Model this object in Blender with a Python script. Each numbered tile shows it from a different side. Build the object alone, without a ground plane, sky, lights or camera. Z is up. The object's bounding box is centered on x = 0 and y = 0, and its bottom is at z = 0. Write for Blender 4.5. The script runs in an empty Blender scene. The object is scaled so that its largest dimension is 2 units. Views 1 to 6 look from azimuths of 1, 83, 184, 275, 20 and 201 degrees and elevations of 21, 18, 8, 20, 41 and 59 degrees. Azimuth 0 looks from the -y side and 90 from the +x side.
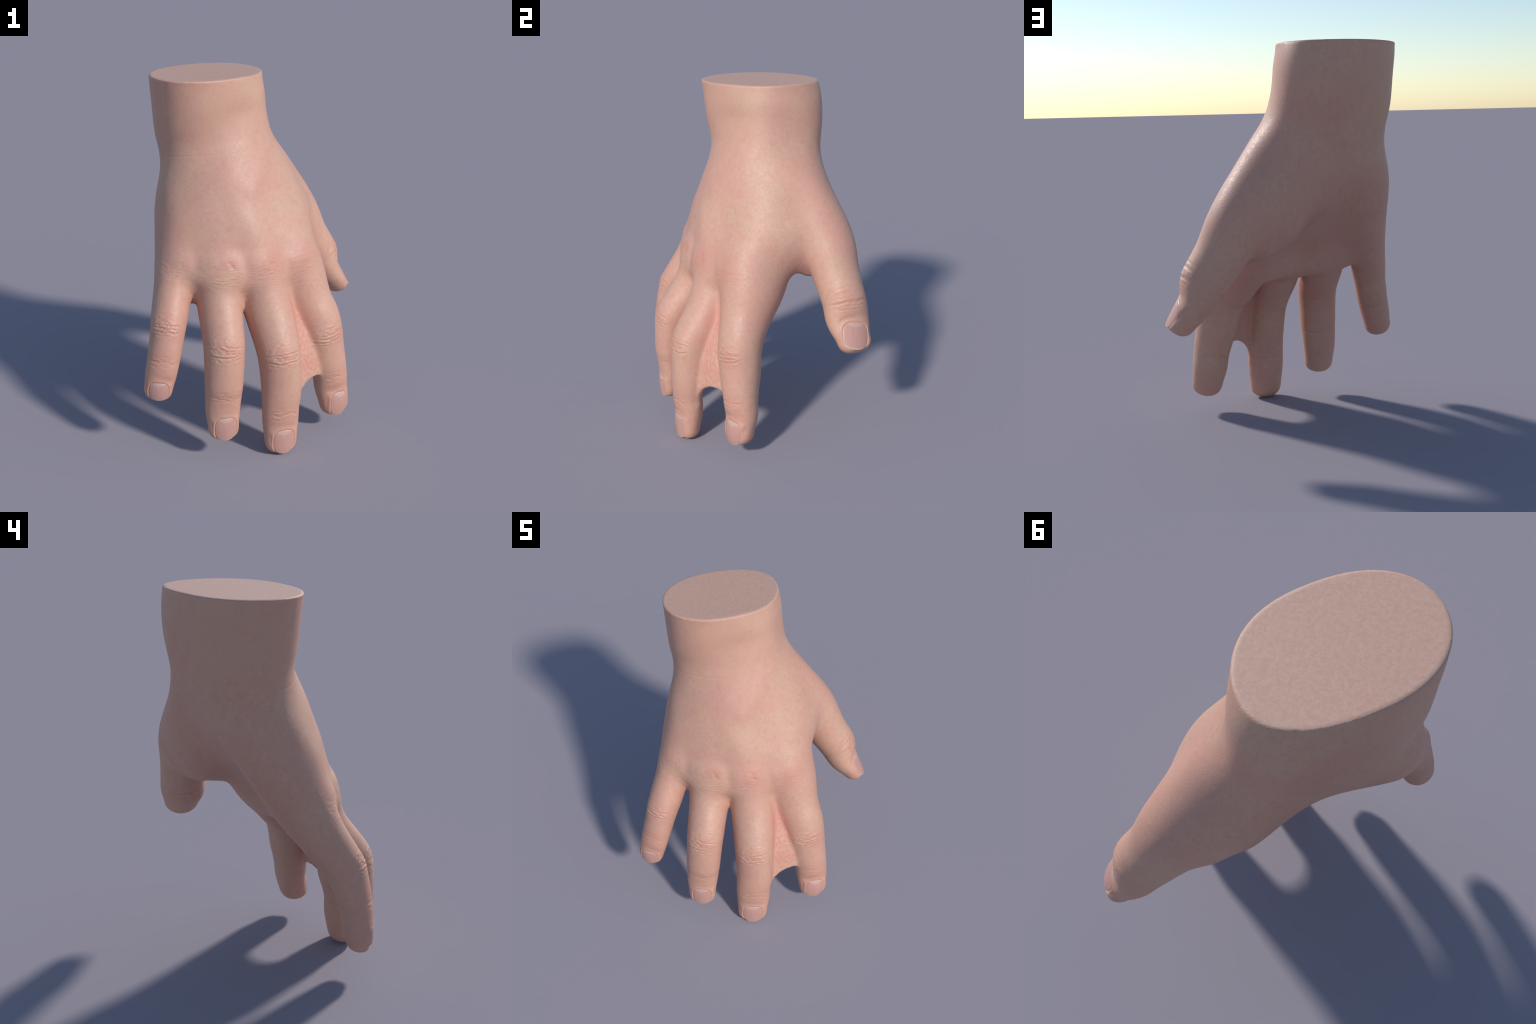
"""A realistic severed human hand standing on its fingertips, cut flat at the wrist.

The skin is one implicit body: every digit, the forearm, the ball of the thumb and
the heel of the palm is a soft tube (a spine with elliptical cross-sections); the tubes
flow together where flesh is continuous.  The body is polygonised, wrinkled by rules
written in finger coordinates, then separated into its anatomical parts.
"""
import bpy, math
import numpy as np
from mathutils import Matrix, Vector

# ------------------------------------------------------------------ skeleton
# spine rows: x, y, z, half width, half depth (back side), half depth (palm side),
#             azimuth the back side faces (degrees, 0 = -y, 90 = +x), blend radius
TUBES = {
    "radius": [
        (-0.2015, 0.1803, 2.2, 0.2435, 0.2338, 0.2246, 60.01, 0.25),
        (-0.2374, 0.1879, 1.98, 0.265, 0.2268, 0.1948, 60.4, 0.25),
        (-0.219, 0.2088, 1.82, 0.2724, 0.2074, 0.1747, 57.27, 0.25),
        (-0.1924, 0.1815, 1.66, 0.2418, 0.1592, 0.1449, 49.98, 0.25),
        (-0.1413, 0.1544, 1.5, 0.1875, 0.1003, 0.1006, 42.31, 0.25),
    ],
    "ulna": [
        (-0.3499, 0.006303, 2.2, 0.2403, 0.2185, 0.2232, 56.55, 0.25),
        (-0.3311, 0.03999, 1.98, 0.2473, 0.2111, 0.2339, 57.01, 0.25),
        (-0.3235, 0.04663, 1.82, 0.242, 0.212, 0.2234, 55.9, 0.25),
        (-0.3214, 0.05585, 1.66, 0.2127, 0.1812, 0.1846, 48.24, 0.25),
        (-0.2966, 0.02792, 1.5, 0.1583, 0.1431, 0.1373, 40.47, 0.25),
    ],
    "pinky": [
        (-0.2417, 0.0352, 1.515, 0.1203, 0.1296, 0.1408, -5.496, 0.22),
        (-0.3884, -0.04337, 1.325, 0.1474, 0.1328, 0.1505, -6.383, 0.22),
        (-0.4044, -0.2164, 1.039, 0.1359, 0.1389, 0.146, -6.202, 0.15),
        (-0.4331, -0.3154, 0.887, 0.1037, 0.1203, 0.1143, -5.43, 0.05),
        (-0.4445, -0.4001, 0.7768, 0.09925, 0.1064, 0.1007, -5.287, 0.025),
        (-0.4538, -0.4513, 0.6856, 0.09235, 0.095, 0.09069, -5.037, 0.02),
        (-0.4725, -0.5047, 0.5496, 0.08709, 0.069, 0.08733, -4.094, 0.02),
        (-0.4835, -0.514, 0.4906, 0.08508, 0.061, 0.0855, -0.8856, 0.02),
        (-0.4932, -0.5249, 0.4333, 0.07855, 0.054, 0.08591, 2.335, 0.02),
    ],
    "ring": [
        (-0.2332, 0.06908, 1.572, 0.1131, 0.1264, 0.1372, 4.482, 0.22),
        (-0.2443, -0.09854, 1.327, 0.1128, 0.1291, 0.1484, 4.654, 0.22),
        (-0.1879, -0.2297, 1.017, 0.1522, 0.1382, 0.1496, 7.721, 0.15),
        (-0.1811, -0.3107, 0.8264, 0.124, 0.1352, 0.1342, 9.041, 0.05),
        (-0.1504, -0.4506, 0.6513, 0.1117, 0.1111, 0.1167, 10.78, 0.025),
        (-0.1476, -0.4976, 0.4611, 0.1055, 0.09201, 0.1008, 12.03, 0.02),
        (-0.1508, -0.5045, 0.3707, 0.09962, 0.07655, 0.08731, 13.17, 0.02),
        (-0.1531, -0.5132, 0.2869, 0.09465, 0.06307, 0.07937, 13.32, 0.02),
        (-0.1477, -0.5282, 0.2045, 0.08545, 0.04954, 0.07677, 13.44, 0.02),
    ],
    "middle": [
        (-0.1954, 0.08076, 1.575, 0.1102, 0.1286, 0.1405, 13.93, 0.22),
        (-0.1068, -0.08742, 1.335, 0.1107, 0.1378, 0.1562, 14.23, 0.22),
        (0.002144, -0.1653, 1.032, 0.1283, 0.1446, 0.1551, 15.94, 0.15),
        (0.07374, -0.2486, 0.7858, 0.1322, 0.1341, 0.1305, 18.3, 0.05),
        (0.1395, -0.3714, 0.5893, 0.1207, 0.1171, 0.1153, 20.1, 0.025),
        (0.1604, -0.4098, 0.3932, 0.1127, 0.09731, 0.1003, 21.77, 0.02),
        (0.1609, -0.4282, 0.2747, 0.1058, 0.07597, 0.08898, 23.18, 0.02),
        (0.1616, -0.4265, 0.1817, 0.1043, 0.06695, 0.08497, 22.93, 0.02),
        (0.1649, -0.4429, 0.08506, 0.09301, 0.05584, 0.0833, 22.6, 0.02),
    ],
    "index": [
        (-0.1156, 0.1233, 1.836, 0.1258, 0.1264, 0.1364, 25.29, 0.22),
        (-0.02071, 0.08296, 1.355, 0.1486, 0.151, 0.1705, 27.57, 0.22),
        (0.1781, -0.005106, 0.9933, 0.1802, 0.1918, 0.2006, 27.28, 0.15),
        (0.2956, -0.0817, 0.7656, 0.1432, 0.139, 0.1447, 27.06, 0.05),
        (0.3605, -0.1194, 0.6581, 0.129, 0.1189, 0.1261, 28.94, 0.025),
        (0.4093, -0.1357, 0.4715, 0.1135, 0.1037, 0.1116, 30.65, 0.02),
        (0.439, -0.1436, 0.3434, 0.1025, 0.09142, 0.1001, 32.93, 0.02),
        (0.4502, -0.145, 0.2615, 0.1002, 0.07734, 0.09179, 34.16, 0.02),
        (0.468, -0.1611, 0.1831, 0.08946, 0.0612, 0.08922, 35.39, 0.02),
    ],
    "thumb": [
        (-0.1003, 0.2548, 1.575, 0.1464, 0.1076, 0.1093, 86.87, 0.25),
        (0.01956, 0.3219, 1.403, 0.137, 0.1641, 0.184, 94.43, 0.25),
        (0.1992, 0.3996, 1.168, 0.1519, 0.1451, 0.181, 94.72, 0.18),
        (0.2944, 0.4369, 0.9812, 0.1319, 0.1294, 0.1327, 96.57, 0.05),
        (0.378, 0.4621, 0.851, 0.1233, 0.1165, 0.1217, 95.68, 0.03),
        (0.4258, 0.4695, 0.7602, 0.1233, 0.08483, 0.1051, 102.3, 0.025),
        (0.4885, 0.4877, 0.6796, 0.1021, 0.055, 0.08668, 109, 0.02),
    ],
    "thenar": [
        (-0.1925, 0.01956, 1.491, 0.1702, 0.1247, 0.1228, 1.098, 0.25),
        (-0.02072, 0.1877, 1.293, 0.1729, 0.1386, 0.1478, -0.2542, 0.25),
        (0.05414, 0.2883, 1.093, 0.1359, 0.1378, 0.1383, -1.638, 0.22),
        (0.09823, 0.3526, 1.01, 0.06675, 0.1086, 0.1089, -3.092, 0.15),
    ],
    "slab": [
        (-0.2749, 0.1027, 1.663, 0.2382, 0.1339, 0.1259, 42, 0.25),
        (-0.2007, 0.05244, 1.441, 0.3097, 0.1381, 0.1483, 34, 0.25),
        (-0.1288, -0.05463, 1.263, 0.348, 0.1356, 0.1705, 28, 0.25),
        (-0.105, -0.1373, 1.147, 0.3479, 0.1208, 0.1803, 21, 0.22),
        (-0.08745, -0.2062, 1.056, 0.2985, 0.08466, 0.1768, 18, 0.16),
    ],
    "thumbweb": [
        (-0.02858, 0.02603, 1.414, 0.115, 0.08211, 0.08812, 89.53, 0.2),
        (0.2286, 0.1419, 1.197, 0.1195, 0.06071, 0.06217, 90.87, 0.2),
        (0.1942, 0.346, 1.069, 0.1178, 0.02714, 0.025, 91.75, 0.12),
    ],
    "membrane": [
        (0.1643, -0.1453, 0.9498, 0.1002, 0.04084, 0.04124, 40, 0.035),
        (0.1987, -0.1976, 0.777, 0.09986, 0.025, 0.025, 45, 0.035),
        (0.2739, -0.2685, 0.55, 0.1194, 0.025, 0.025, 45, 0.035),
        (0.3007, -0.2948, 0.3808, 0.1289, 0.025, 0.025, 45, 0.035),
        (0.3075, -0.2976, 0.24, 0.1286, 0.025, 0.025, 45, 0.035),
    ],
    "pads": [
        (-0.3678, -0.2701, 0.9276, 0.1085, 0.07993, 0.07869, 15.03, 0.1),
        (-0.19, -0.1961, 0.8871, 0.1143, 0.07924, 0.08894, 15.03, 0.1),
        (-0.01681, -0.1495, 0.8665, 0.1103, 0.07836, 0.08775, 17.01, 0.1),
        (0.08618, -0.03288, 0.8737, 0.1063, 0.07773, 0.07798, 20.01, 0.1),
    ],
}
DIGITS = ("pinky", "ring", "middle", "index", "thumb")
TOP = 2.0                      # height of the flat cut
WEB_ARCH = (.0448, .252, .126)  # centre (along the web, height) and radius
BLUNT = 2.7                    # how square the ends of the digits are (2 = round)
STEP = 6                       # spine subdivisions per row

# joints (on the back of each digit) and nails (cuticle point, free edge point, half width)
JOINTS = {
    "pinky": dict(mcp=(-.385, -.35, 1.085), pip=(-.442, -.512, .779), dip=(-.466, -.562, .589)),
    "ring": dict(mcp=(-.127, -.37, 1.078), pip=(-.124, -.533, .665), dip=(-.128, -.566, .389)),
    "middle": dict(mcp=(.096, -.287, 1.061), pip=(.176, -.443, .597), dip=(.177, -.463, .255)),
    "index": dict(mcp=(.291, -.15, 1.058), pip=(.443, -.176, .613), dip=(.481, -.194, .353)),
    "thumb": dict(pip=(.475, .454, .89)),
}
NAILS = {
    "pinky": ((-.488, -.566, .473), (-.495, -.579, .366), .053),
    "ring": ((-.134, -.565, .269), (-.134, -.563, .130), .060),
    "middle": ((.180, -.478, .155), (.182, -.476, .010), .062),
    "index": ((.496, -.193, .245), (.490, -.200, .096), .060),
    "thumb": ((.500, .500, .770), (.567, .484, .633), .076),
}


NAIL_FACING = dict(pinky=-6, ring=8, middle=14, index=40, thumb=102)   # azimuth the nail looks at


# ------------------------------------------------------------------ numeric helpers
def unit(v):
    return v / np.linalg.norm(v, axis=-1, keepdims=True)


def smooth_rows(rows, m):
    rows = np.asarray(rows, float)
    q = np.vstack([2 * rows[0] - rows[1], rows, 2 * rows[-1] - rows[-2]])
    out = []
    for i in range(len(rows) - 1):
        a, b, c, d = q[i:i + 4]
        for t in np.arange(m) / m:
            out.append(.5 * (2 * b + (c - a) * t + (2 * a - 5 * b + 4 * c - d) * t * t + (3 * b - a - 3 * c + d) * t ** 3))
    return np.array(out + [rows[-1]])


def gradient_noise(p, seed=0):
    """Perlin noise of points p, about -1..1"""
    i = np.floor(p).astype(np.int64)
    f = p - i
    w = f * f * f * (f * (f * 6 - 15) + 10)
    total = np.zeros(len(p))
    for dx in (0, 1):
        for dy in (0, 1):
            for dz in (0, 1):
                h = ((i[:, 0] + dx) * 73856093) ^ ((i[:, 1] + dy) * 19349663) ^ ((i[:, 2] + dz) * 83492791) ^ (seed * 2654435761)
                h = (h ^ (h >> 13)) * 1274126177 & 0xFFFFFFFF
                h = (h ^ (h >> 16)) & 0xFFFF
                az = h / 65536 * 2 * np.pi
                el = ((h * 40503 >> 5) & 1023) / 511.5 - 1
                r = np.sqrt(1 - el * el)
                g = (f[:, 0] - dx) * r * np.cos(az) + (f[:, 1] - dy) * r * np.sin(az) + (f[:, 2] - dz) * el
                wx = w[:, 0] if dx else 1 - w[:, 0]
                wy = w[:, 1] if dy else 1 - w[:, 1]
                wz = w[:, 2] if dz else 1 - w[:, 2]
                total += g * wx * wy * wz
    return total * 1.6


def bell(x, w):
    return np.exp(-(x / w) ** 2)


def ramp(x, a, b):
    t = np.clip((x - a) / (b - a), 0, 1)
    return t * t * (3 - 2 * t)


# ------------------------------------------------------------------ the implicit body
class Tube:
    def __init__(self, rows):
        r = smooth_rows(rows, STEP)
        self.c, self.a, self.bd, self.bp, self.k = r[:, :3], r[:, 3], r[:, 4], r[:, 5], r[:, 7]
        self.t = unit(np.gradient(self.c, axis=0))
        az = np.radians(r[:, 6])
        n = np.stack([np.sin(az), -np.cos(az), 0 * az], 1)
        n -= (n * self.t).sum(1)[:, None] * self.t
        self.n = unit(n)
        self.s = np.cross(self.t, self.n)
        self.len = np.concatenate([[0], np.cumsum(np.linalg.norm(np.diff(self.c, axis=0), axis=1))])
        self.cap = min(self.a[-1], max(self.bd[-1], self.bp[-1]))
        reach = r[:, 3:6].max() + .12
        self.lo, self.hi = self.c.min(0) - reach, self.c.max(0) + reach

    def near(self, p):
        best, bt = np.full(len(p), 1e9), np.zeros(len(p))
        for i in range(len(self.c) - 1):
            d = self.c[i + 1] - self.c[i]
            q = p - self.c[i]
            t = np.clip(q @ d / (d @ d), 0, 1)
            r = q - t[:, None] * d
            dd = np.einsum("ij,ij->i", r, r)
            b = dd < best
            best[b] = dd[b]
            bt[b] = i + t[b]
        return bt

    def local(self, p):
        bt = self.near(p)
        i = np.minimum(bt.astype(int), len(self.c) - 2)
        f = bt - i

        def mix(x):
            g = f[:, None] if x.ndim > 1 else f
            return x[i] * (1 - g) + x[i + 1] * g
        q = p - mix(self.c)
        return dict(u=(q * mix(self.s)).sum(1), v=(q * mix(self.n)).sum(1), w=(q * mix(self.t)).sum(1),
                    a=mix(self.a), bd=mix(self.bd), bp=mix(self.bp), k=mix(self.k), len=mix(self.len))

    def field(self, p):
        inside = ((p > self.lo) & (p < self.hi)).all(1)
        d, k = np.full(len(p), .5), np.full(len(p), .02)
        if inside.any():
            l = self.local(p[inside])
            a, b, c = l["a"], np.where(l["v"] > 0, l["bd"], l["bp"]), self.cap
            x, y, z = l["u"] / a, l["v"] / b, l["w"] / c
            q, z = np.hypot(x, y) + 1e-9, np.abs(z) + 1e-9
            slope = np.sqrt((x / a) ** 2 + (y / b) ** 2) / q
            k0 = (q ** BLUNT + z ** BLUNT) ** (1 / BLUNT)
            steep = np.sqrt(((q / k0) ** (BLUNT - 1) * slope) ** 2 + ((z / k0) ** (BLUNT - 1) / c) ** 2)
            d[inside] = np.where(k0 < .05, -np.minimum(a, b), (k0 - 1) / steep)
            k[inside] = l["k"]
        return d, k


BODY = {name: Tube(rows) for name, rows in TUBES.items()}


def cut_height(p):
    """the flat cut leans slightly down towards the thumb side of the palm"""
    return TOP - .006 * ramp(p[:, 0] + p[:, 1], -.20, .38)


def web_arch(d, p):
    """the skin web between index and middle finger ends in a concave arch"""
    along = (p[:, 0] + p[:, 1]) * .70711
    e = WEB_ARCH[2] - np.hypot(along - WEB_ARCH[0], p[:, 2] - WEB_ARCH[1])
    h = np.maximum(.02 - np.abs(d - e), 0) / .02
    return np.maximum(d, e) + h ** 3 * .02 / 6


def body_field(p):
    """signed distance-like field of the whole hand"""
    d = k = None
    for name, tube in BODY.items():
        d2, k2 = tube.field(p)
        if name == "membrane":
            d2 = web_arch(d2, p)
        if d is None:
            d, k = d2, k2
            continue
        kk = np.minimum(k, k2)
        h = np.maximum(kk - np.abs(d - d2), 0) / kk
        w = np.clip(.5 + .5 * (d2 - d) / kk, 0, 1)
        d, k = np.minimum(d, d2) - h ** 3 * kk / 6, k * w + k2 * (1 - w)
    e, r = p[:, 2] - cut_height(p), .015
    h = np.maximum(r - np.abs(d - e), 0) / r
    return np.maximum(d, e) + h ** 3 * r / 6


def field_gradient(p, e=.003):
    g = np.stack([body_field(p + np.eye(3)[i] * e) - body_field(p - np.eye(3)[i] * e) for i in range(3)], 1)
    return g / (2 * e)


def polygonise(h):
    """surface nets on a grid refined only near the surface"""
    lo, hi = np.array([-.66, -.68, -.06]), np.array([.66, .68, 2.06])
    n0 = np.ceil((hi - lo) / (2 * h)).astype(int) + 1
    ax = [lo[i] + 2 * h * np.arange(n0[i]) for i in range(3)]
    g = np.stack(np.meshgrid(*ax, indexing="ij"), -1).reshape(-1, 3)
    f = body_field(g).reshape(n0)
    n = 2 * n0 - 1
    F = np.zeros(n)
    F[::2, ::2, ::2] = f
    F[1::2, ::2, ::2] = .5 * (f[1:] + f[:-1])
    F[:, 1::2, ::2] = .5 * (F[:, 2::2, ::2] + F[:, :-2:2, ::2])
    F[:, :, 1::2] = .5 * (F[:, :, 2::2] + F[:, :, :-2:2])
    band = np.argwhere(np.abs(F) < 3.5 * h)
    F[tuple(band.T)] = body_field(lo + h * band)
    s = F < 0
    corners = [(i, j, k) for i in (0, 1) for j in (0, 1) for k in (0, 1)]
    cut = lambda A, c: A[c[0]:n[0] - 1 + c[0], c[1]:n[1] - 1 + c[1], c[2]:n[2] - 1 + c[2]]
    count = sum(cut(s, c).astype(np.int8) for c in corners)
    cells = np.argwhere((count > 0) & (count < 8))
    index = np.full(n - 1, -1, np.int64)
    index[tuple(cells.T)] = np.arange(len(cells))
    acc, num = np.zeros((len(cells), 3)), np.zeros(len(cells))
    for a in corners:
        for axis in range(3):
            if a[axis]:
                continue
            b = list(a)
            b[axis] = 1
            fa, fb = F[tuple((cells + a).T)], F[tuple((cells + b).T)]
            m = (fa < 0) != (fb < 0)
            t = np.where(m, fa / np.where(m, fa - fb, 1), 0)
            pt = np.array(a, float)[None] + t[:, None] * (np.array(b) - np.array(a))
            acc += pt * m[:, None]
            num += m
    verts = lo + h * (cells + acc / num[:, None])
    quads = []
    for axis in range(3):
        o1, o2 = np.eye(3, dtype=int)[(axis + 1) % 3], np.eye(3, dtype=int)[(axis + 2) % 3]
        sl = [slice(None)] * 3
        sl[axis] = slice(0, -1)
        sh = [slice(None)] * 3
        sh[axis] = slice(1, None)
        e = np.argwhere(s[tuple(sl)] != s[tuple(sh)])
        e = e[((e > 0) & (e < n - 1)).all(1)]
        inward = s[tuple(e.T)]
        q = np.stack([index[tuple((e - d).T)] for d in (o1 + o2, o2, 0 * o1, o1)], 1)
        q[~inward] = q[~inward][:, ::-1]
        quads.append(q)
    return verts, np.vstack(quads)


def neighbour_mean(v, q, rounds, strength=.5, keep=None):
    e = np.vstack([q[:, [i, (i + 1) % 4]] for i in range(4)])
    e = np.vstack([e, e[:, ::-1]])
    deg = np.bincount(e[:, 0], minlength=len(v)).astype(float)
    for _ in range(rounds):
        m = np.stack([np.bincount(e[:, 0], weights=v[e[:, 1], i], minlength=len(v)) for i in range(3)], 1) / deg[:, None]
        d = (m - v) * strength
        if keep is not None:
            d *= keep[:, None]
        v = v + d
    return v


def project(v, rounds=2):
    for _ in range(rounds):
        g = field_gradient(v)
        v = v - np.clip(body_field(v), -.01, .01)[:, None] * g / np.maximum((g * g).sum(1), .3)[:, None]
    return v


def subdivide(v, q):
    """split every quad into four"""
    e = np.vstack([q[:, [i, (i + 1) % 4]] for i in range(4)])
    e.sort(axis=1)
    key, inv = np.unique(e[:, 0] * len(v) + e[:, 1], return_inverse=True)
    mid = .5 * (v[key // len(v)] + v[key % len(v)])
    inv = inv.reshape(4, -1).T + len(v)
    ctr = np.arange(len(q)) + len(v) + len(mid)
    nv = np.vstack([v, mid, v[q].mean(1)])
    nq = np.vstack([np.stack([q[:, i], inv[:, i], ctr, inv[:, (i + 3) % 4]], 1) for i in range(4)])
    return nv, nq


def vertex_normals(v, q):
    d = np.cross(v[q[:, 2]] - v[q[:, 0]], v[q[:, 3]] - v[q[:, 1]])
    n = np.stack([np.bincount(q.ravel(), weights=np.repeat(d[:, i], 4), minlength=len(v)) for i in range(3)], 1)
    return unit(n + 1e-12)


# ------------------------------------------------------------------ nails
class Nail:
    """a plate fitted to the back of the last phalanx; local x across, y towards the free edge, z out"""
    def __init__(self, digit):
        base, tip, half = NAILS[digit]
        base, tip = np.array(base), np.array(tip)
        tip = tip + .003 * unit(base - tip)
        self.half, self.length = half, np.linalg.norm(tip - base)
        self.y = unit(tip - base)
        az = math.radians(NAIL_FACING[digit])
        n = np.array([math.sin(az), -math.cos(az), .25])
        self.z = unit(n - (n @ self.y) * self.y)
        self.x = np.cross(self.y, self.z)
        self.o = .5 * (base + tip)
        # sample the finger under the nail and fit a smooth plate through it
        gx, gy = np.meshgrid(np.linspace(-.85, .85, 9), np.linspace(-1.1, .8, 9))
        gx, gy = gx.ravel() * half, gy.ravel() * self.length / 2
        p = self.o + gx[:, None] * self.x + gy[:, None] * self.y + .08 * self.z
        h = np.full(len(p), .08)
        for _ in range(60):
            h -= .6 * np.clip(body_field(self.o + gx[:, None] * self.x + gy[:, None] * self.y + h[:, None] * self.z), -.05, .05)
        A = np.stack([np.ones_like(gx), gx, gy, gx * gx, gy * gy], 1)
        self.bend = np.clip(np.linalg.lstsq(A, h, rcond=None)[0][4], -4.5, -.4)      # a nail is never hollow along its length
        self.fit = np.linalg.lstsq(A[:, :4], h - self.bend * gy * gy, rcond=None)[0]
        self.fit[3] = np.clip(self.fit[3], -6.5, -3.0)

    def height(self, x, y):
        c = self.fit
        return c[0] + c[1] * x + c[2] * y + c[3] * x * x + self.bend * (np.maximum(y, -.55 * self.length) ** 2)

    def coords(self, p):
        q = p - self.o
        return q @ self.x, q @ self.y, q @ self.z

    def edge(self, x, y):
        """rough distance to the nail outline, negative inside"""
        n = np.where(y < 0, 2.9, 2.4)
        a, b = np.abs(x) / self.half, np.abs(y) / (self.length / 2)
        return ((a ** n + b ** n) ** (1 / n) - 1) * self.half

    def outline(self, th):
        c, s = np.cos(th), np.sin(th)
        n = np.where(s < 0, 2.9, 2.4)
        r = (np.abs(c) ** n + np.abs(s) ** n) ** (-1 / n)
        return r * c * self.half, r * s * self.length / 2


# ------------------------------------------------------------------ build the skin surface
GRID = .0068
verts, quads = polygonise(GRID)
verts = neighbour_mean(verts, quads, 2, .5)
verts = project(verts, 1)
rim = ramp(np.abs(verts[:, 2] - cut_height(verts)), .004, .03)            # keep the cut edge crisp
verts = neighbour_mean(verts, quads, 8, .5, rim)
verts = neighbour_mean(verts, quads, 60, .5, rim * ramp(verts[:, 2], 1.08, 1.25))   # the back of the hand flows evenly
palm_side = ramp(verts[:, 1], -.30, -.15) * ramp(verts[:, 2], .70, .82) * ramp(-verts[:, 0], -.24, -.10) * ramp(-verts[:, 2], -1.3, -1.1)
verts = neighbour_mean(verts, quads, 70, .5, palm_side)
verts, quads = subdivide(verts, quads)
verts = neighbour_mean(verts, quads, 2, .5, ramp(np.abs(verts[:, 2] - cut_height(verts)), .002, .02))

# which tube owns each vertex
names = list(BODY)
owner_d = np.stack([BODY[n].field(verts)[0] for n in names], 1)
web_col = names.index("membrane")
owner_d[:, web_col] = web_arch(owner_d[:, web_col], verts)
owner = owner_d.argmin(1)
normals = vertex_normals(verts, quads)
relief = np.zeros(len(verts))

def crease(x, depth, width):
    """sharp little valley with soft lips"""
    return -depth * np.exp(-np.abs(x / width) ** 1.3) + .45 * depth * bell(np.abs(x) - 2.6 * width, 1.8 * width)


def folds(s, phi, table, size, seed, width=.0042):
    """stack of cross creases; rows: offset from the joint, depth, angular reach, bow, sideways shift"""
    out = np.zeros(len(s))
    for j, (o, depth, reach, bow, shift) in enumerate(table):
        q = phi - shift
        n1 = gradient_noise(np.stack([q * 2.4, np.full_like(q, j * 7.3 + seed), 0 * q], 1), seed)
        n2 = gradient_noise(np.stack([q * 6.0, np.full_like(q, j * 5.7 + seed), 0 * q], 1), seed + 3)
        line = size * (o * (1 - bow * (q / 1.1) ** 2) + .0055 * n1 + .0020 * n2)
        fade = ramp(-np.abs(q), -reach, -reach * .45) * np.clip(.65 + .6 * n2, .1, 1.1)
        out += crease(s - line, depth * size, width) * fade
    return out


PIP_FOLDS = [(-.060, .0012, .8, .7, .1), (-.046, .0020, .9, .75, -.05), (-.031, .0030, .85, .8, .1), (-.017, .0042, .8, .85, .15),
             (-.002, .0066, 1.05, .2, 0), (.009, .0040, .5, .5, .3), (.019, .0050, .85, .8, -.1), (.037, .0048, 1.15, .55, 0), (.052, .0022, 1.05, .5, .05)]
DIP_FOLDS = [(-.030, .0014, .9, .1, 0), (-.015, .0020, 1.0, .1, .1), (0, .0034, 1.15, .1, 0), (.013, .0022, .9, .1, -.2), (.026, .0016, .8, .1, .1)]
THUMB_FOLDS = [(-.060, .0022, 1.0, .2, 0), (-.034, .0050, 1.25, .25, 0), (-.012, .0024, .8, .3, .2), (.010, .0056, 1.25, .2, 0), (.026, .0026, .9, .2, -.2), (.042, .0022, 1.0, .2, .1)]

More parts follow.
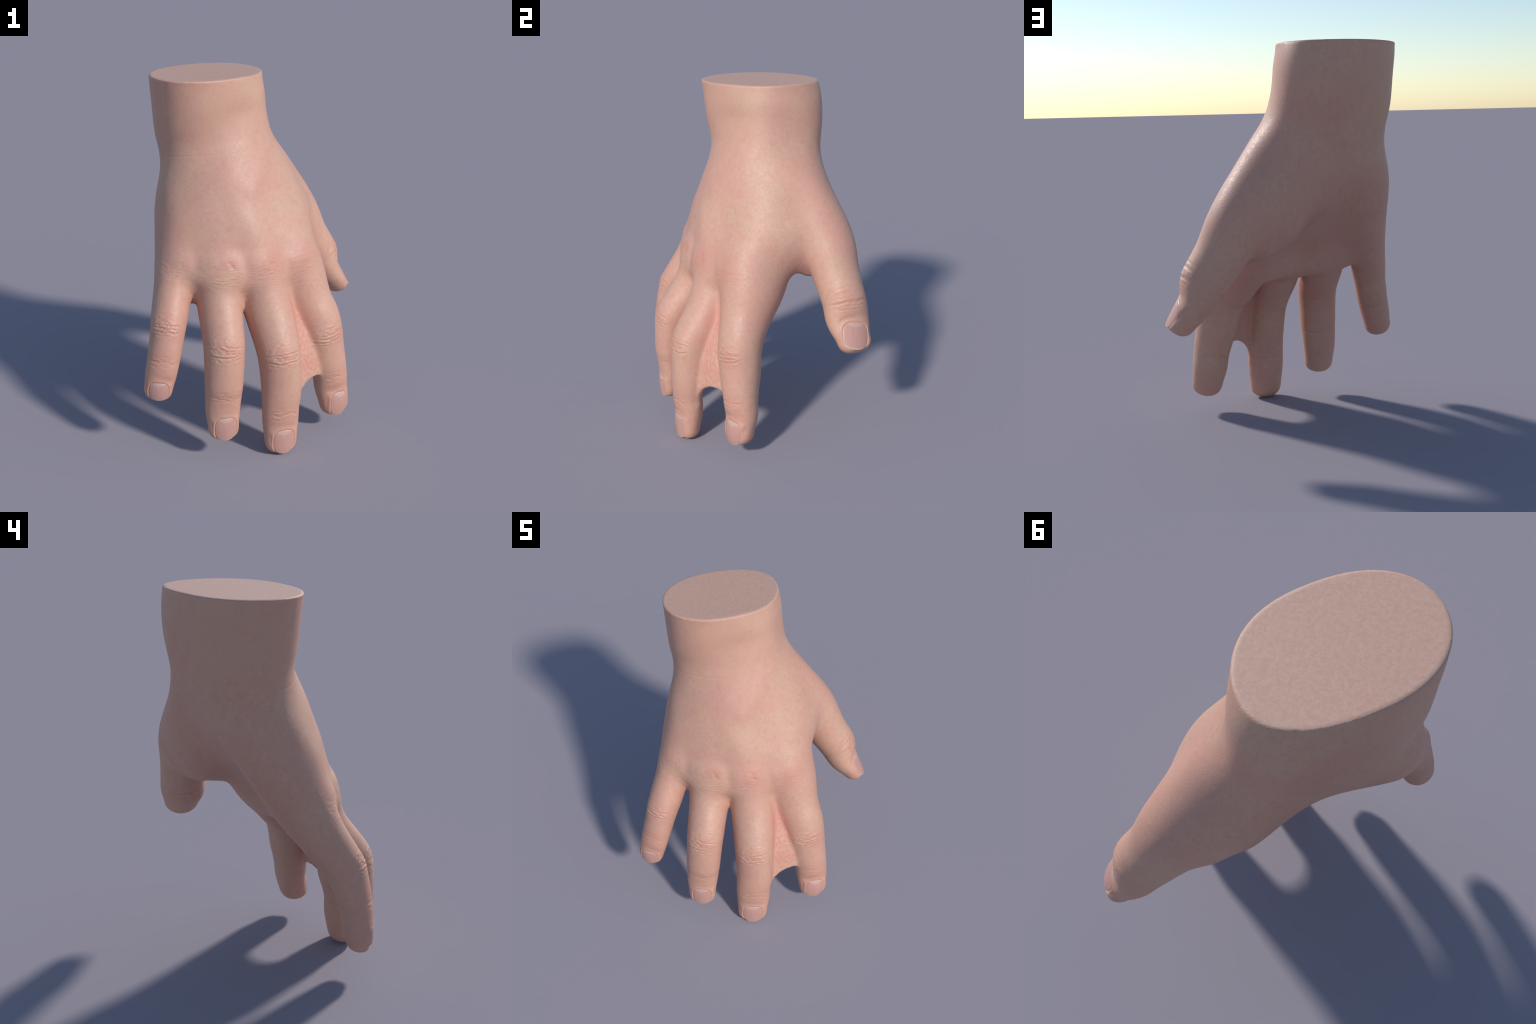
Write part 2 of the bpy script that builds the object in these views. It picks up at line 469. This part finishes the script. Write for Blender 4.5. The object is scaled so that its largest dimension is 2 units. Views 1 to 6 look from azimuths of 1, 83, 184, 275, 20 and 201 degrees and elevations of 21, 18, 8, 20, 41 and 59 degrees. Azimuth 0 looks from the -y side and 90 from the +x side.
for di, d in enumerate(DIGITS):
    tube = BODY[d]
    own = owner_d[:, names.index(d)]
    rest = np.delete(owner_d, names.index(d), 1)
    sel = np.where((own - owner_d.min(1) < .05) & (verts[:, 2] < 1.3))[0]
    mine = 1 - ramp(own[sel] - owner_d.min(1)[sel], .002, .018)      # fades where another part takes over
    soft = ramp(rest[sel][:, [names.index(x) - (names.index(x) > names.index(d)) for x in DIGITS if x != d]].min(1) - own[sel], -.01, .05)
    l = tube.local(verts[sel])
    phi = np.arctan2(l["u"] / l["a"], l["v"] / np.where(l["v"] > 0, l["bd"], l["bp"]))
    palm_phi = np.where(phi > 0, phi - np.pi, phi + np.pi)
    at = {j: tube.local(np.array(p)[None])["len"][0] for j, p in JOINTS[d].items()}
    knuckle = 0
    size = NAILS[d][2] / .06
    r = np.zeros(len(sel))
    s = l["len"] - at["pip"]
    back = ramp(-np.abs(phi), -1.5, -.5)
    if d == "thumb":
        r += .75 * folds(s, phi, THUMB_FOLDS, 1.0, 3)
        r += .003 * bell(s + .012, .016) * back
        q = s - .004
        r -= .0035 * bell(q, .005) * ramp(-np.abs(palm_phi), -1.4, -.7)
    else:
        # middle joint: cushion of loose skin with eye-shaped creases
        r += .006 * size * bell(s, .05) * back
        r += folds(s, phi, PIP_FOLDS, size, 3 + 11 * di)
        r += .0016 * gradient_noise(np.stack([s * 85, phi * 4, 0 * phi + di], 1), 21) * bell(s, .045) * ramp(-np.abs(phi), -1.1, -.3)
        # last joint: finer, flatter creases
        s2 = l["len"] - at["dip"]
        r += folds(s2, phi, DIP_FOLDS, size, 33 + 7 * di)
        r -= .002 * bell(s2, .03) * back
        # knuckle: bump, and fine folds running across the root of the finger
        s3 = l["len"] - at["mcp"]
        knuckle = .007 * bell(s3 + .01, .055) * ramp(-np.abs(phi), -1.0, -.1)
        wav = gradient_noise(np.stack([s3 * 70 + 1.2 * gradient_noise(np.stack([phi * 2, s3 * 8, 0 * phi + di], 1), 44), phi * 2.2, 0 * phi + di], 1), 41)
        knuckle = knuckle + .0026 * np.abs(wav) * bell(s3 - .06, .10) * ramp(-np.abs(phi), -1.3, -.3)
        # flexion creases on the palm side, with soft pads between
        for o, dep in ((at["pip"] - .012, .0035), (at["pip"] + .010, .002), (at["dip"], .0032)):
            q = l["len"] - o - .006 * np.cos(palm_phi * 2)
            r -= dep * bell(q, .0045) * ramp(-np.abs(palm_phi), -1.45, -.7)
        r += .003 * bell(l["len"] - .5 * (at["pip"] + at["dip"]), .05) * ramp(-np.abs(palm_phi), -1.4, -.4)
    relief[sel] += r * mine + knuckle * soft

# two small slanted dents: knuckles of the ring and the middle finger
for c, along, depth in (((-.118, -.37, 1.07), (.55, 0, -.83), .0045), ((.10, -.29, 1.08), (.9, 0, -.3), .004), ((.10, -.29, 1.055), (.95, 0, -.2), .004)):
    q = verts - np.array(c)
    a = q @ unit(np.array(along))
    b = np.linalg.norm(q - a[:, None] * unit(np.array(along)), axis=1)
    relief -= depth * bell(b, .011) * bell(a, .03)

# the web: small pebbly folds running down towards its edge
w = owner == web_col
pw = verts[w]
edge_fade = ramp(-pw[:, 2], -.80, -.70) * ramp(np.sort(owner_d[w], 1)[:, 1] - owner_d[w].min(1), .0, .015)
relief[w] += edge_fade * .0028 * gradient_noise(np.stack([(pw[:, 0] + pw[:, 1]) * 60, (pw[:, 0] - pw[:, 1]) * 40, pw[:, 2] * 38], 1), 51)

# soft creases where the wrist bends
wr = (verts[:, 2] > 1.4) & (verts[:, 2] < 1.8)
pz = verts[wr]
tilt = pz[:, 2] - .10 * (pz[:, 0] + .3)
back = ramp(-pz[:, 1], -.05, .10)
relief[wr] -= .0009 * bell(tilt - 1.607 + .006 * gradient_noise(pz * 6, 61), .005) * back * ramp(-pz[:, 0], .05, .25)
# broad unevenness of flesh
relief += .0020 * gradient_noise(verts * 5.0, 71)
# crease that bounds the ball of the thumb
path = np.array([(.19, .885), (.07, .95), (-.03, .99), (-.11, 1.075), (-.17, 1.19)])
palmar = ramp(normals[:, 1], .1, .5) * ramp(verts[:, 1], -.2, -.05)
dist = np.full(len(verts), 9.0)
for a, b in zip(path[:-1], path[1:]):
    q, e = verts[:, [0, 2]] - a, b - a
    t = np.clip(q @ e / (e @ e), 0, 1)
    dist = np.minimum(dist, np.linalg.norm(q - t[:, None] * e, axis=1))
relief -= .005 * bell(dist, .007) * palmar
relief *= ramp(cut_height(verts) - verts[:, 2], .0, .06)

# the stump flares a little towards the cut
relief += .005 * ramp(verts[:, 2], 1.80, 1.96) * (1 - np.abs(normals[:, 2]))


verts = verts + normals * relief[:, None]

# nail beds: sink the skin under the plate, raise the folds round it
nails = {d: Nail(d) for d in DIGITS}
for d, nail in nails.items():
    x, y, z = nail.coords(verts)
    e = nail.edge(x, y)
    plate = nail.height(x, y)
    near = (e < .07) & (np.abs(z - plate) < .05) & (y < nail.length * .75)
    sel = np.where(near)[0]
    e, x, y, z, plate = e[sel], x[sel], y[sel], z[sel], plate[sel]
    tipward = ramp(y, .10 * nail.length, .48 * nail.length)
    fold = plate + .0018 * bell(e - .009, .009) - .0026 * bell(e - .0005, .0028)
    reach = .016 + .030 * ramp(-y, .20 * nail.length, .48 * nail.length)
    weight = ramp(-e / reach, -1.0, -.2) * (1 - tipward)
    weight *= (1 - ramp(np.abs(x), 1.12 * nail.half, 1.45 * nail.half)) * (1 - ramp(np.abs(z - plate), .022, .045))
    verts[sel] += ((fold - z) * weight * (e > -.003))[:, None] * nail.z          # folds of skin flush with the plate
    z = z + (fold - z) * weight * (e > -.003)
    sink = np.minimum(plate - .006 - z, 0) * ramp(-e, -.001, .004)
    sink += np.minimum(plate - .005 - z, 0) * tipward * ramp(-e, -.010, -.002) * (e > -.001)
    verts[sel] += sink[:, None] * nail.z

normals = vertex_normals(verts, quads)

# ------------------------------------------------------------------ materials
class Graph:
    """small helper to wire procedural node trees"""
    def __init__(self, name):
        self.mat = bpy.data.materials.new(name)
        self.mat.use_nodes = True
        self.nt = self.mat.node_tree
        self.bsdf = self.nt.nodes["Principled BSDF"]
        self.tc = self.nt.nodes.new("ShaderNodeTexCoord")

    def put(self, socket, value):
        if hasattr(value, "is_output"):
            self.nt.links.new(value, socket)
        elif value is not None:
            socket.default_value = value

    def math(self, op, a, b=None, clamp=False):
        n = self.nt.nodes.new("ShaderNodeMath")
        n.operation, n.use_clamp = op, clamp
        self.put(n.inputs[0], a)
        self.put(n.inputs[1], b)
        return n.outputs[0]

    def noise(self, vec, scale, detail=3.0, rough=.55, distort=0.0):
        n = self.nt.nodes.new("ShaderNodeTexNoise")
        self.put(n.inputs["Vector"], vec)
        n.inputs["Scale"].default_value, n.inputs["Detail"].default_value = scale, detail
        n.inputs["Roughness"].default_value, n.inputs["Distortion"].default_value = rough, distort
        return n.outputs["Fac"]

    def stretch(self, vec, scale, rot=(0, 0, 0)):
        n = self.nt.nodes.new("ShaderNodeMapping")
        self.put(n.inputs["Vector"], vec)
        n.inputs["Scale"].default_value, n.inputs["Rotation"].default_value = scale, rot
        return n.outputs[0]

    def span(self, x, lo, hi, to_lo=0.0, to_hi=1.0):
        n = self.nt.nodes.new("ShaderNodeMapRange")
        n.interpolation_type = "SMOOTHSTEP"
        self.put(n.inputs[0], x)
        for i, v in enumerate((lo, hi, to_lo, to_hi)):
            n.inputs[i + 1].default_value = v
        return n.outputs[0]

    def mix(self, fac, a, b, blend="MIX"):
        n = self.nt.nodes.new("ShaderNodeMix")
        n.data_type, n.blend_type = "RGBA", blend
        self.put(n.inputs["Factor"], fac)
        self.put(n.inputs["A"], a)
        self.put(n.inputs["B"], b)
        return n.outputs["Result"]

    def spot(self, vec, centre, inner, outer):
        """1 near a point, fading to 0"""
        n = self.nt.nodes.new("ShaderNodeVectorMath")
        n.operation = "DISTANCE"
        self.put(n.inputs[0], vec)
        n.inputs[1].default_value = centre
        return self.span(n.outputs["Value"], inner, outer, 1.0, 0.0)

    def bump(self, height, strength, distance, normal=None):
        n = self.nt.nodes.new("ShaderNodeBump")
        n.inputs["Strength"].default_value, n.inputs["Distance"].default_value = strength, distance
        self.put(n.inputs["Height"], height)
        self.put(n.inputs["Normal"], normal)
        return n.outputs[0]


TAN = (0.556, 0.334, 0.240, 1)
PINK = (0.558, 0.299, 0.226, 1)
RED = (0.530, 0.238, 0.173, 1)
PALE = (0.583, 0.372, 0.279, 1)

# --- skin
g = Graph("skin")
co = g.tc.outputs["Object"]
wobble = g.noise(co, 9, 4)
col = g.mix(g.span(g.noise(co, 3.2, 4, .6), .38, .62), TAN, PINK)
col = g.mix(g.math("MULTIPLY", g.span(g.noise(g.stretch(co, (1, 1, .8)), 24, 6, .65, .4), .50, .72), .35), col, PALE)
col = g.mix(g.math("MULTIPLY", g.span(g.noise(co, 15, 5, .65, .8), .44, .62), .55), col, (0.565, 0.292, 0.224, 1))
fleck = g.noise(g.stretch(co, (1, 1, .75)), 42, 6, .7, 1.0)
col = g.mix(g.math("MULTIPLY", g.span(fleck, .46, .64), .48), col, (0.520, 0.251, 0.182, 1))


def blush(points, inner, outer, amount, colour, col):
    total = None
    for p in points:
        s = g.spot(co, p, inner, outer)
        total = s if total is None else g.math("MAXIMUM", total, s)
    total = g.math("MULTIPLY", total, g.span(wobble, .3, .62, .45, 1.0))
    return g.mix(g.math("MULTIPLY", total, amount), col, colour)


pts = lambda j: [JOINTS[d][j] for d in DIGITS if j in JOINTS[d]]
tips = [tuple((np.array(NAILS[d][0]) + np.array(NAILS[d][1])) / 2) for d in DIGITS]
col = blush([(-.25, .0, 1.85), (-.42, .1, 1.85), (-.2, .1, 1.85)], .15, .35, .55, TAN, col)   # forearm skin is less flushed
col = blush(pts("pip"), .02, .09, .72, RED, col)
col = blush(pts("dip"), .02, .11, .50, (0.559, 0.262, 0.192, 1), col)
col = blush(tips, .06, .17, .5, (0.563, 0.271, 0.204, 1), col)
col = blush([(.10, -.29, 1.075), (.285, -.15, 1.06)], .02, .12, .6, RED, col)
col = blush([(.10, -.29, 1.082), (.105, -.29, 1.055), (-.115, -.37, 1.07)], .004, .05, .35, (0.497, 0.196, 0.145, 1), col)
col = blush([(-.12, -.37, 1.075)], .01, .07, .45, RED, col)
col = blush([(.25, -.245, .60), (.29, -.27, .46), (.22, -.21, .72)], .05, .12, .75, (0.573, 0.257, 0.196, 1), col)
col = blush([(.02, -.22, .70), (-.25, -.25, .78), (.22, .0, .78), (0, .1, .95), (-.2, .05, .95), (-.1, .15, 1.1)], .10, .26, .3, (0.554, 0.266, 0.210, 1), col)
g.put(g.bsdf.inputs["Base Color"], col)
g.put(g.bsdf.inputs["Roughness"], g.span(g.noise(co, 60, 3), .3, .7, .44, .56))
g.bsdf.inputs["Specular IOR Level"].default_value = .45
lines1 = g.noise(g.stretch(co, (60, 60, 130), (.2, .3, 0)), 1.0, 4, .6, .8)
vor = g.nt.nodes.new("ShaderNodeTexVoronoi")
vor.feature = "DISTANCE_TO_EDGE"
g.put(vor.inputs["Vector"], g.stretch(co, (1, 1, 1.5)))
vor.inputs["Scale"].default_value = 85
pores = g.math("MULTIPLY", g.span(vor.outputs["Distance"], 0, .12), .6)
fine = g.math("ADD", g.math("ADD", lines1, pores), g.noise(co, 200, 2))
g.put(g.bsdf.inputs["Normal"], g.bump(fine, .15, .004))
SKIN = g.mat

# --- flat cut at the wrist: same skin tone, grainy
g = Graph("cut_skin")
co = g.tc.outputs["Object"]
grain = g.noise(co, 60, 4, .7, .6)
col = g.mix(g.span(grain, .36, .64), (0.568, 0.366, 0.280, 1), (0.546, 0.313, 0.233, 1))
col = g.mix(g.math("MULTIPLY", g.span(g.noise(co, 120, 3), .45, .7), .25), col, (0.540, 0.299, 0.221, 1))
g.put(g.bsdf.inputs["Base Color"], col)
g.bsdf.inputs["Roughness"].default_value = .6
g.put(g.bsdf.inputs["Normal"], g.bump(grain, .18, .004))
CUT = g.mat

# --- nails: pink bed, pale moon at the root, cream free edge
g = Graph("nail")
sep = g.nt.nodes.new("ShaderNodeSeparateXYZ")
g.put(sep.inputs[0], g.tc.outputs["Generated"])
x = g.math("ABSOLUTE", g.math("SUBTRACT", g.math("MULTIPLY", sep.outputs[0], 2.0), 1.0))
y = g.math("SUBTRACT", g.math("MULTIPLY", sep.outputs[1], 2.0), 1.0)
ring = g.math("POWER", g.math("ADD", g.math("POWER", x, 2.7), g.math("POWER", g.math("ABSOLUTE", y), 2.7)), 1 / 2.7)
streak = g.noise(g.stretch(g.tc.outputs["Generated"], (16, 1.2, 0)), 1.0, 3)
col = g.mix(g.span(streak, .3, .7), (0.486, 0.257, 0.212, 1), (0.514, 0.287, 0.242, 1))
moon = g.math("ADD", y, g.math("MULTIPLY", g.math("MULTIPLY", x, x), .45))
col = g.mix(g.math("MULTIPLY", g.span(moon, -.70, -.56, 1.0, 0.0), .65), col, (0.556, 0.374, 0.325, 1))
edge = g.math("MULTIPLY", g.span(ring, .90, .93), g.span(y, .55, .8))
col = g.mix(edge, col, (0.593, 0.461, 0.352, 1))
g.put(g.bsdf.inputs["Base Color"], col)
g.bsdf.inputs["Roughness"].default_value = .42
g.bsdf.inputs["Specular IOR Level"].default_value = .35
g.put(g.bsdf.inputs["Normal"], g.bump(streak, .08, .003))
NAIL = g.mat


# ------------------------------------------------------------------ separate into parts
fc = verts[quads].mean(1)
fown = owner[quads[:, 0]]
part = np.full(len(quads), "palm", dtype=object)
for d in DIGITS:
    tube = BODY[d]
    root = {"thumb": 2.4, "pinky": 2.75, "ring": 2.9, "middle": 2.9, "index": 2.95}[d]
    far = tube.near(fc) / STEP > root
    part[(fown == names.index(d)) & far] = d
part[(fown == names.index("membrane"))] = "skin_web"
part[fc[:, 2] > 1.63] = "wrist"
part[fc[:, 2] > cut_height(fc) - .0035] = "cut_end"

NAMES = {"pinky": "finger", "ring": "finger", "middle": "finger", "index": "finger"}


def new_object(name, mesh, parent):
    o = bpy.data.objects.new(name, mesh)
    bpy.context.scene.collection.objects.link(o)
    o.parent = parent
    return o


hand = bpy.data.objects.new("human_hand", None)
bpy.context.scene.collection.objects.link(hand)
hand["label"] = "fair-skinned realistic human hand standing on its fingertips, cut at wrist"
hand["category"] = "hand"

objects = {}
for name in ("wrist", "cut_end", "palm", "skin_web", "thumb", "index", "middle", "ring", "pinky"):
    q = quads[part == name]
    used, inv = np.unique(q, return_inverse=True)
    mesh = bpy.data.meshes.new(NAMES.get(name, name))
    mesh.from_pydata(verts[used].tolist(), [], inv.reshape(-1, 4).tolist())
    mesh.polygons.foreach_set("use_smooth", np.ones(len(q), bool))
    mesh.materials.append(CUT if name == "cut_end" else SKIN)
    mesh.update()
    mesh.normals_split_custom_set_from_vertices(normals[used].tolist())
    objects[name] = new_object(NAMES.get(name, name), mesh, hand)

for d, nail in nails.items():
    # plate with thickness: concentric rings, outer rim turned down into the skin
    rings, spokes = 14, 72
    th = np.arange(spokes) / spokes * 2 * np.pi
    ox, oy = nail.outline(th)
    v = [(0, 0, nail.height(0, 0) - .001)]
    for r in range(1, rings + 1):
        t = 1 - (1 - r / rings) ** 1.6
        x, y = ox * t, oy * t
        z = nail.height(x, y) - .001
        z -= .0025 * max(0, (t - .93) / .07) ** 2
        v += list(zip(x, y, z))
    z2 = z - .009
    v += list(zip(ox * .985, oy * .985, z2))
    f = [(0, 1 + i, 1 + (i + 1) % spokes) for i in range(spokes)]
    for r in range(rings):
        b = 1 + r * spokes
        f += [(b + i, b + spokes + i, b + spokes + (i + 1) % spokes, b + (i + 1) % spokes) for i in range(spokes)]
    f.append(tuple(1 + rings * spokes + i for i in reversed(range(spokes))))
    mesh = bpy.data.meshes.new("fingernail")
    mesh.from_pydata([tuple(map(float, p)) for p in v], [], f)
    mesh.polygons.foreach_set("use_smooth", np.ones(len(f), bool))
    mesh.materials.append(NAIL)
    mesh.update()
    o = new_object("fingernail", mesh, objects[d])
    m = Matrix.Identity(4)
    for i in range(3):
        m[i][0], m[i][1], m[i][2], m[i][3] = nail.x[i], nail.y[i], nail.z[i], nail.o[i]
    o.matrix_world = m
